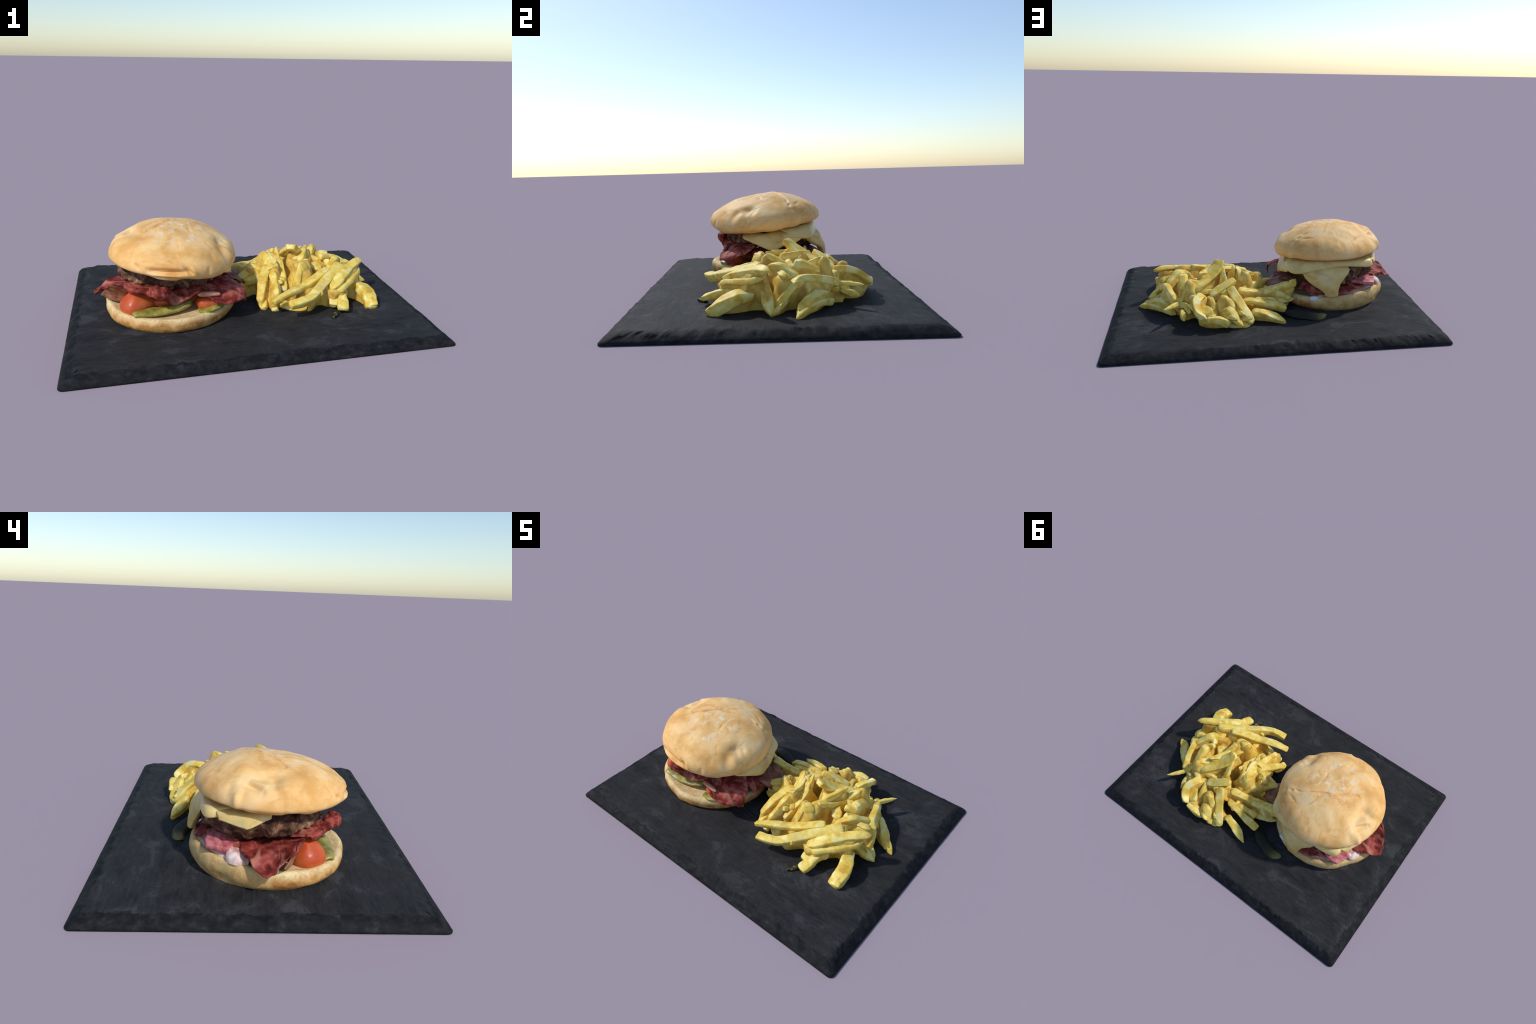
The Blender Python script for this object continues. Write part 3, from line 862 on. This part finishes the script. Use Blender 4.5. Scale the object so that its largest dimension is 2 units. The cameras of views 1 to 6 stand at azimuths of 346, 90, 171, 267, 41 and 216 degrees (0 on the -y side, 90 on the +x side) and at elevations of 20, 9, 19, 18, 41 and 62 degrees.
# ------------------------------------------------------------------ fries ---
# each fry: spine points (on its upper surface), width, height, end styles, skirt range
# end style: b = cut blunt, p = pointed, t = tucked into the heap
FRIES = [
    # two long fries lying along the south-east front
    ([(.115, -.292, .143), (.21, -.262, .172), (.323, -.214, .192), (.42, -.17, .222), (.500, -.118, .246)], .042, .036, "bb", (.45, 1)),
    ([(.192, -.362, .152), (.26, -.350, .160), (.335, -.318, .168), (.46, -.20, .215), (.592, -.080, .259)], .050, .044, "bb", (.5, 1)),
    # pointed paddle above the banana-shaped fry
    ([(.47, -.262, .180), (.56, -.185, .226), (.65, -.105, .256), (.700, -.070, .264), (.742, -.034, .258)], .050, .038, "tp", (0, .7)),
    ([(.50, -.262, .165), (.58, -.205, .188), (.665, -.120, .204), (.715, -.065, .215)], .050, .032, "tp", (0, .8)),
    # feet pointing at the viewer
    ([(.655, -.105, .150), (.692, -.180, .148), (.712, -.250, .118), (.704, -.318, .068)], .070, .062, "tb", (0, 1)),
    ([(.575, -.185, .140), (.545, -.250, .128), (.528, -.310, .113), (.512, -.366, .096)], .056, .040, "tb", (0, .45)),
    ([(.52, -.20, .14), (.495, -.252, .12), (.478, -.290, .075)], .045, .035, "tb", (0, 1)),
    ([(.655, -.06, .16), (.71, -.045, .125), (.785, -.032, .066)], .050, .040, "tp", (0, 1)),
    # arch on the east side with its loop
    ([(.515, -.060, .218), (.582, .002, .257), (.622, .055, .236), (.655, .108, .210)], .036, .034, "tt", (0, 1)),
    ([(.596, .292, .172), (.620, .235, .192), (.640, .180, .208), (.660, .108, .212), (.694, .062, .180), (.705, .010, .115), (.692, -.010, .07)], .044, .040, "bt", (0, 1)),
    ([(.57, .27, .155), (.605, .330, .165), (.660, .402, .162)], .026, .024, "tp", (0, .25)),
    ([(.60, .27, .085), (.70, .20, .11), (.765, .13, .092), (.832, .082, .060)], .040, .040, "tp", (0, 1)),
    ([(.62, .24, .13), (.69, .19, .142), (.76, .115, .100), (.80, .10, .075)], .036, .036, "tb", (0, 1)),
    ([(.56, .30, .13), (.555, .352, .11), (.547, .405, .088)], .032, .032, "tp", (0, .5)),
    ([(.69, .05, .13), (.735, .01, .09), (.775, -.03, .066)], .036, .03, "tb", (0, 1)),
    # crown of the heap
    ([(.316, .050, .346), (.335, .085, .318), (.385, .150, .270), (.480, .245, .222)], .066, .034, "bt", (.5, 1)),
    ([(.322, .060, .335), (.305, .115, .300), (.295, .178, .255), (.322, .195, .205)], .030, .030, "tt", (.75, 1)),
    ([(.368, .022, .258), (.41, .090, .275), (.447, .165, .296)], .036, .034, "tp", (0, .8)),
    ([(.385, -.045, .284), (.415, .040, .238), (.448, .120, .226), (.485, .190, .252), (.512, .230, .274)], .038, .036, "bp", (0, 1)),
    ([(.330, -.082, .283), (.315, -.092, .240), (.298, -.105, .18), (.283, -.12, .135)], .060, .034, "bt", (.4, 1)),
    ([(.375, -.10, .235), (.345, -.085, .262), (.325, -.080, .285)], .06, .03, "tt", (0, 1)),
    ([(.549, .085, .266), (.553, .125, .258), (.550, .170, .240), (.546, .212, .222)], .052, .038, "bb", (0, 1)),
    ([(.50, .00, .20), (.46, .05, .205), (.43, .10, .21)], .05, .04, "tt", (0, 1)),
    # fan of fries on the burger side
    ([(.160, .122, .292), (.175, .05, .252), (.178, -.06, .215), (.172, -.15, .180), (.165, -.222, .140)], .044, .040, "pt", (0, 1)),
    ([(.232, .075, .278), (.245, .02, .232), (.243, -.045, .190), (.232, -.105, .165), (.220, -.152, .138)], .036, .036, "pb", (0, 1)),
    ([(.076, .074, .238), (.082, .02, .200), (.095, -.04, .165), (.10, -.08, .12)], .036, .034, "pt", (0, 1)),
    ([(.175, .03, .242), (.120, -.06, .205), (.085, -.140, .150), (.066, -.185, .098)], .052, .036, "tt", (0, 1)),
    ([(.09, -.10, .12), (.086, -.17, .09), (.085, -.218, .072)], .044, .04, "tb", (0, 1)),
    ([(.15, -.15, .10), (.148, -.20, .08), (.145, -.245, .066)], .040, .036, "tb", (0, 1)),
    ([(.18, -.20, .09), (.25, -.235, .074), (.34, -.235, .072)], .046, .034, "bt", (0, 1)),
    ([(.34, -.15, .12), (.40, -.19, .11), (.47, -.22, .12)], .05, .04, "tt", (0, 1)),
    ([(.238, .108, .318), (.232, .080, .255), (.21, .09, .208)], .040, .030, "pt", (0, 1)),
    ([(.158, .126, .288), (.185, .085, .265), (.20, .02, .258), (.19, -.03, .262)], .036, .034, "pt", (0, 1)),
    ([(.135, -.03, .225), (.11, .02, .222), (.075, .05, .230)], .044, .036, "tt", (0, 1)),
    ([(.13, .02, .235), (.07, .045, .238), (.062, .06, .225)], .034, .034, "tb", (0, 1)),
    # north side, tips pointing at the burger
    ([(.388, .280, .200), (.335, .262, .225), (.285, .238, .250), (.228, .214, .270)], .046, .036, "bb", (0, .6)),
    ([(.268, .272, .246), (.238, .325, .205), (.205, .375, .165), (.170, .425, .115), (.148, .456, .078)], .044, .040, "bt", (0, 1)),
    ([(.310, .352, .216), (.278, .372, .185), (.245, .395, .145)], .048, .034, "pt", (0, 1)),
    ([(.295, .418, .176), (.265, .440, .145), (.235, .460, .105), (.200, .472, .068)], .048, .034, "bt", (0, 1)),
    ([(.150, .375, .118), (.090, .392, .118), (.020, .410, .104), (-.055, .446, .072)], .052, .044, "tp", (0, 1)),
    ([(.195, .290, .160), (.120, .302, .158), (.040, .315, .142), (-.020, .318, .128), (-.078, .320, .108)], .044, .040, "tb", (0, .75)),
    ([(.218, .232, .205), (.150, .215, .188), (.075, .198, .176), (-.02, .182, .192), (-.125, .170, .214)], .048, .036, "tb", (0, .8)),
    ([(.060, .200, .176), (.0, .188, .190), (-.065, .178, .208), (-.125, .172, .222), (-.158, .186, .250)], .034, .076, "tp", (0, .8)),
    ([(.10, -.02, .185), (.05, .00, .175), (.0, .0, .17)], .04, .05, "tt", (0, 1)),
    ([(.05, .10, .165), (-.02, .09, .160), (-.075, .075, .15)], .04, .05, "tb", (0, 1)),
    ([(.195, .192, .198), (.130, .130, .196), (.060, .070, .194), (-.020, .002, .184)], .046, .044, "tb", (0, 1)),
    ([(.120, .280, .162), (.055, .270, .150), (-.022, .256, .134)], .044, .036, "tb", (0, 1)),
    ([(.045, .262, .120), (-.05, .225, .118), (-.155, .182, .108)], .044, .036, "tp", (0, 1)),
    ([(-.02, .19, .17), (-.07, .21, .155), (-.122, .224, .134)], .046, .034, "tb", (0, .7)),
    ([(.06, .12, .13), (.02, .05, .12), (-.01, -.03, .10)], .046, .040, "tb", (0, 1)),
    ([(.428, .288, .200), (.456, .340, .213), (.475, .396, .202), (.464, .442, .160), (.420, .470, .130)], .050, .038, "tt", (0, 1)),
    ([(.415, .472, .130), (.35, .474, .126), (.288, .464, .092)], .052, .044, "bb", (0, 1)),
    ([(.46, .33, .150), (.42, .39, .150), (.388, .442, .148)], .050, .034, "tb", (0, 1)),
    ([(.30, .43, .08), (.24, .45, .075), (.16, .452, .07)], .048, .04, "tt", (0, 1)),
    ([(.36, .33, .17), (.33, .37, .14), (.31, .42, .10)], .05, .034, "tt", (0, 1)),
    ([(.40, .27, .18), (.38, .33, .185), (.37, .40, .15)], .034, .032, "tt", (0, 1)),
    ([(.565, .205, .185), (.52, .245, .18), (.478, .285, .186), (.44, .32, .195)], .046, .04, "tt", (0, 1)),
    ([(.52, .29, .15), (.49, .34, .15), (.47, .40, .15)], .04, .036, "tt", (0, 1)),
    ([(.70, .075, .182), (.68, .10, .195), (.668, .13, .200)], .036, .036, "bt", (0, 1)),
    ([(.690, .050, .214), (.67, .03, .225), (.60, .01, .225)], .034, .032, "bt", (0, 1)),
    ([(.46, .16, .235), (.505, .135, .225), (.55, .10, .215)], .045, .036, "tt", (0, 1)),
    # filling the sides
    ([(.60, -.04, .18), (.56, -.12, .19), (.50, -.18, .19)], .06, .05, "tt", (0, 1)),
    ([(.43, -.08, .20), (.40, -.14, .18), (.36, -.17, .15)], .05, .04, "tt", (0, 1)),
    ([(.12, .05, .17), (.03, .10, .14), (-.05, .12, .12)], .045, .04, "tb", (0, 1)),
]
LONE_FRIES = [
    ([(-.060, .318, .075), (-.14, .352, .082), (-.22, .382, .080), (-.275, .384, .075), (-.320, .372, .068)], .058, .036, "pp"),
]


def fry_mesh(name, ctrl, w, h, ends, mat, parent, rng, k):
    w, h = w * rng.uniform(.94, 1.14), h * rng.uniform(.95, 1.1)
    c = np.array(ctrl, float)
    drop = np.full(len(c), .5)
    for side, e_ in ((0, ends[0]), (-1, ends[1])):
        if e_ == "p":                      # a pointed tip is thin: its spine runs out near the surface
            drop[side] = .25
            nxt = c[1] if side == 0 else c[-2]
            v = c[side] - nxt
            c[side] = c[side] + v / np.linalg.norm(v) * .004
    c[:, 2] -= h * drop
    sp = crom(c, 26)
    L = np.linalg.norm(np.diff(sp, axis=0), axis=1).sum()
    s = np.linspace(0, 1, 26)
    # denser rings at both ends
    capl = .010 / L
    ext = np.unique(np.concatenate([[0, capl * .12, capl * .4, capl, 1 - capl, 1 - capl * .4, 1 - capl * .12, 1], s]))
    P = np.stack([np.interp(ext, s, sp[:, i]) for i in range(3)], 1)
    T = np.gradient(P, axis=0)
    T /= np.linalg.norm(T, axis=1, keepdims=True) + 1e-12
    up = np.array([0, 0, 1.0])
    m = 20
    a = np.linspace(0, 2 * math.pi, m, endpoint=False)
    e = 2 / 5.5
    cs = np.sign(np.cos(a)) * np.abs(np.cos(a)) ** e
    sn = np.sign(np.sin(a)) * np.abs(np.sin(a)) ** e
    roll0, twist = rng.uniform(-.45, .45), rng.uniform(-.5, .5)
    wv = 1 + .14 * np.sin(ext * rng.uniform(3, 7) + rng.uniform(0, 6))
    hv = 1 + .18 * np.sin(ext * rng.uniform(2, 6) + rng.uniform(0, 6)) - .06
    skew = rng.uniform(-.28, .28)
    rows = []
    prevX = None
    for i, p in enumerate(P):
        t = T[i]
        X = np.cross(t, up)
        if np.linalg.norm(X) < .25:
            X = prevX if prevX is not None else np.array([1.0, 0, 0])
        X = X - t * (X @ t)
        X /= np.linalg.norm(X)
        if prevX is not None and X @ prevX < 0:
            X = -X
        prevX = X
        Y = np.cross(X, t)
        f = 1.0
        for side, e_ in ((0, ends[0]), (1, ends[1])):
            q = ext[i] if side == 0 else 1 - ext[i]
            if e_ == "b":
                x = min(q / capl, 1)
                f *= max(.02, 1 - (1 - x) ** 2.6) ** .5 * (.90 + .10 * min(1, q * L / .03))
            else:
                x = min(q * L / (min(.075, .55 * L) if e_ == "p" else .03), 1)
                f *= max(.04, 1 - (1 - x) ** 1.9) ** .72
        r = roll0 + twist * ext[i]
        x2, y2 = cs * w / 2 * wv[i] * f * (1 + skew * sn), sn * h / 2 * hv[i] * f
        rows.append(p + np.outer(x2 * math.cos(r) - y2 * math.sin(r), X) + np.outer(x2 * math.sin(r) + y2 * math.cos(r), Y))
    A = np.array(rows)
    Q = A.reshape(-1, 3)
    cen = np.repeat(P, m, axis=0)
    D = Q - cen
    D /= np.linalg.norm(D, axis=1, keepdims=True) + 1e-9
    Q = Q + D * (fbm(Q, 22, 100 + k, 2) * .0035)[:, None]
    ob = rings(name, Q.reshape(A.shape), mat, parent, flip=False)
    fix_normals(ob)
    return sp


def build_fries():
    root = bpy.data.objects.new("french_fries", None)
    bpy.context.scene.collection.objects.link(root)
    root.location = (.38, .06, TOP)
    root.empty_display_size = .2
    root["label"] = "untidy heap of golden yellow french fries"
    root["category"] = "french fries"
    rng = np.random.default_rng(SEED)
    mat = fry_material("fried_potato")
    pts = []
    for k, (c, w, h, ends, sk) in enumerate(FRIES):
        sp = fry_mesh("french_fry", c, w, h, ends, mat, root, rng, k)
        n = len(sp)
        i0, i1 = int(sk[0] * (n - 1)), int(sk[1] * (n - 1)) + 1
        seg = sp[i0:i1]
        pts.append(np.column_stack([seg, np.full(len(seg), w / 2), np.full(len(seg), h / 2)]))
    for k, (c, w, h, ends) in enumerate(LONE_FRIES):
        fry_mesh("french_fry", c, w, h, ends, dark_fry_material(), root, rng, 200 + k)
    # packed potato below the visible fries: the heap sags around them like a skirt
    S = np.vstack(pts)
    step = .007
    xs, ys = np.arange(-.20, .90, step), np.arange(-.42, .56, step)
    X, Y = np.meshgrid(xs, ys, indexing="ij")
    H = np.full(X.shape, -1.0)
    for x, y, z, w, h in S:
        d = np.hypot(X - x, Y - y)
        e = np.maximum(0, d - w * .55)
        H = np.maximum(H, z - .003 - .9 * e - 2.6 * np.maximum(0, e - .016))
    flat = np.column_stack([X.ravel(), Y.ravel(), H.ravel()])
    H = H + (fbm(flat * np.array([1, 1, .6]), 26, 300, 3) * .007).reshape(H.shape)
    # the packed part stays inside the ring of outer fries, so that their tips stand free over dark gaps
    near = np.full(X.shape, 9.0)
    for x, y, z, w, h in S:
        near = np.minimum(near, np.hypot(X - x, Y - y) - w * .8)
    inside = near < .018
    for _ in range(4):
        inside[1:-1, 1:-1] = inside[1:-1, 1:-1] & inside[:-2, 1:-1] & inside[2:, 1:-1] & inside[1:-1, :-2] & inside[1:-1, 2:]
    outside = np.zeros_like(inside)
    outside[0, :] = outside[-1, :] = outside[:, 0] = outside[:, -1] = True
    for _ in range(400):
        grown = outside.copy()
        grown[1:, :] |= outside[:-1, :]
        grown[:-1, :] |= outside[1:, :]
        grown[:, 1:] |= outside[:, :-1]
        grown[:, :-1] |= outside[:, 1:]
        grown &= ~inside
        grown[0, :] = grown[-1, :] = grown[:, 0] = grown[:, -1] = True
        if (grown == outside).all():
            break
        outside = grown
    keep = ~outside & (H > TOP - .004)
    mid = np.array([X[keep].mean(), Y[keep].mean()])
    for px, py, pr, pz in ((.262, .120, .040, .095), (.235, -.205, .042, .046), (.30, .03, .03, .12)):
        w = np.exp(-(((X - px) ** 2 + (Y - py) ** 2) / pr ** 2) ** 2)
        H = H * (1 - w) + np.minimum(H, pz) * w
    H = np.where(keep, np.maximum(H, TOP + .002), H)
    # short fries caught in the hollows between the big ones
    cand = np.argwhere(keep & (near > -.010) & (near < .03) & (H > TOP + .05))
    for k in range(34):
        i, j = cand[rng.integers(len(cand))]
        a, L = rng.uniform(0, math.pi), rng.uniform(.035, .055)
        dz = rng.uniform(-.02, .02)
        c = np.array([X[i, j], Y[i, j], H[i, j] + .006])
        v = np.array([math.cos(a) * L, math.sin(a) * L, dz])
        fry_mesh("french_fry", [c - v, c + np.array([0, 0, .004]), c + v], .034, .030, "bt", mat, root, rng, 300 + k)
    idx = -np.ones(X.shape, int)
    verts, faces = [], []
    for i, j in zip(*np.nonzero(keep)):
        idx[i, j] = len(verts)
        verts.append((X[i, j], Y[i, j], H[i, j]))
    base = {}
    for i in range(X.shape[0] - 1):
        for j in range(X.shape[1] - 1):
            q = (idx[i, j], idx[i + 1, j], idx[i + 1, j + 1], idx[i, j + 1])
            if min(q) >= 0:
                faces.append(q)
    # close it underneath: drop the border straight into the slate
    from collections import Counter
    cnt = Counter()
    for q in faces:
        for a, b in zip(q, q[1:] + q[:1]):
            cnt[(a, b)] += 1
    done = []

    def smooth_border(cnt, verts):
        # even out the stair steps of the rim once, before it is dropped
        if not done:
            done.append(1)
            nb = {}
            for (p, q) in cnt:
                if (q, p) not in cnt:
                    nb.setdefault(p, []).append(q)
                    nb.setdefault(q, []).append(p)
            for _ in range(10):
                new = {p: np.mean([verts[q] for q in qs] + [verts[p]], axis=0) for p, qs in nb.items()}
                for p, c in new.items():
                    verts[p] = tuple(c)
        return True
    for (a, b) in list(cnt):
        if (b, a) not in cnt:
            for v in (a, b):
                if v not in base and smooth_border(cnt, verts):
                    base[v] = len(verts)
                    p = np.array(verts[v])
                    toward = (mid - p[:2]) / np.linalg.norm(mid - p[:2])
                    p[:2] += toward * min(.045, .5 * (p[2] - TOP + .006))
                    verts.append((p[0], p[1], TOP - .006))
            faces.append((b, a, base[a], base[b]))
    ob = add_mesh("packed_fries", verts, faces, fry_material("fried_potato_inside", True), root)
    ob["kind"] = "stuff"
    blob("burnt_crumb", (.460, -.372, TOP + .008), (.032, .012, .009), burnt_material(), root, lump=.004, lump_scale=40, seed=95, yaw=.9)
    return root


for o in list(bpy.data.objects):
    bpy.data.objects.remove(o)
build_slate()
build_burger()
build_fries()
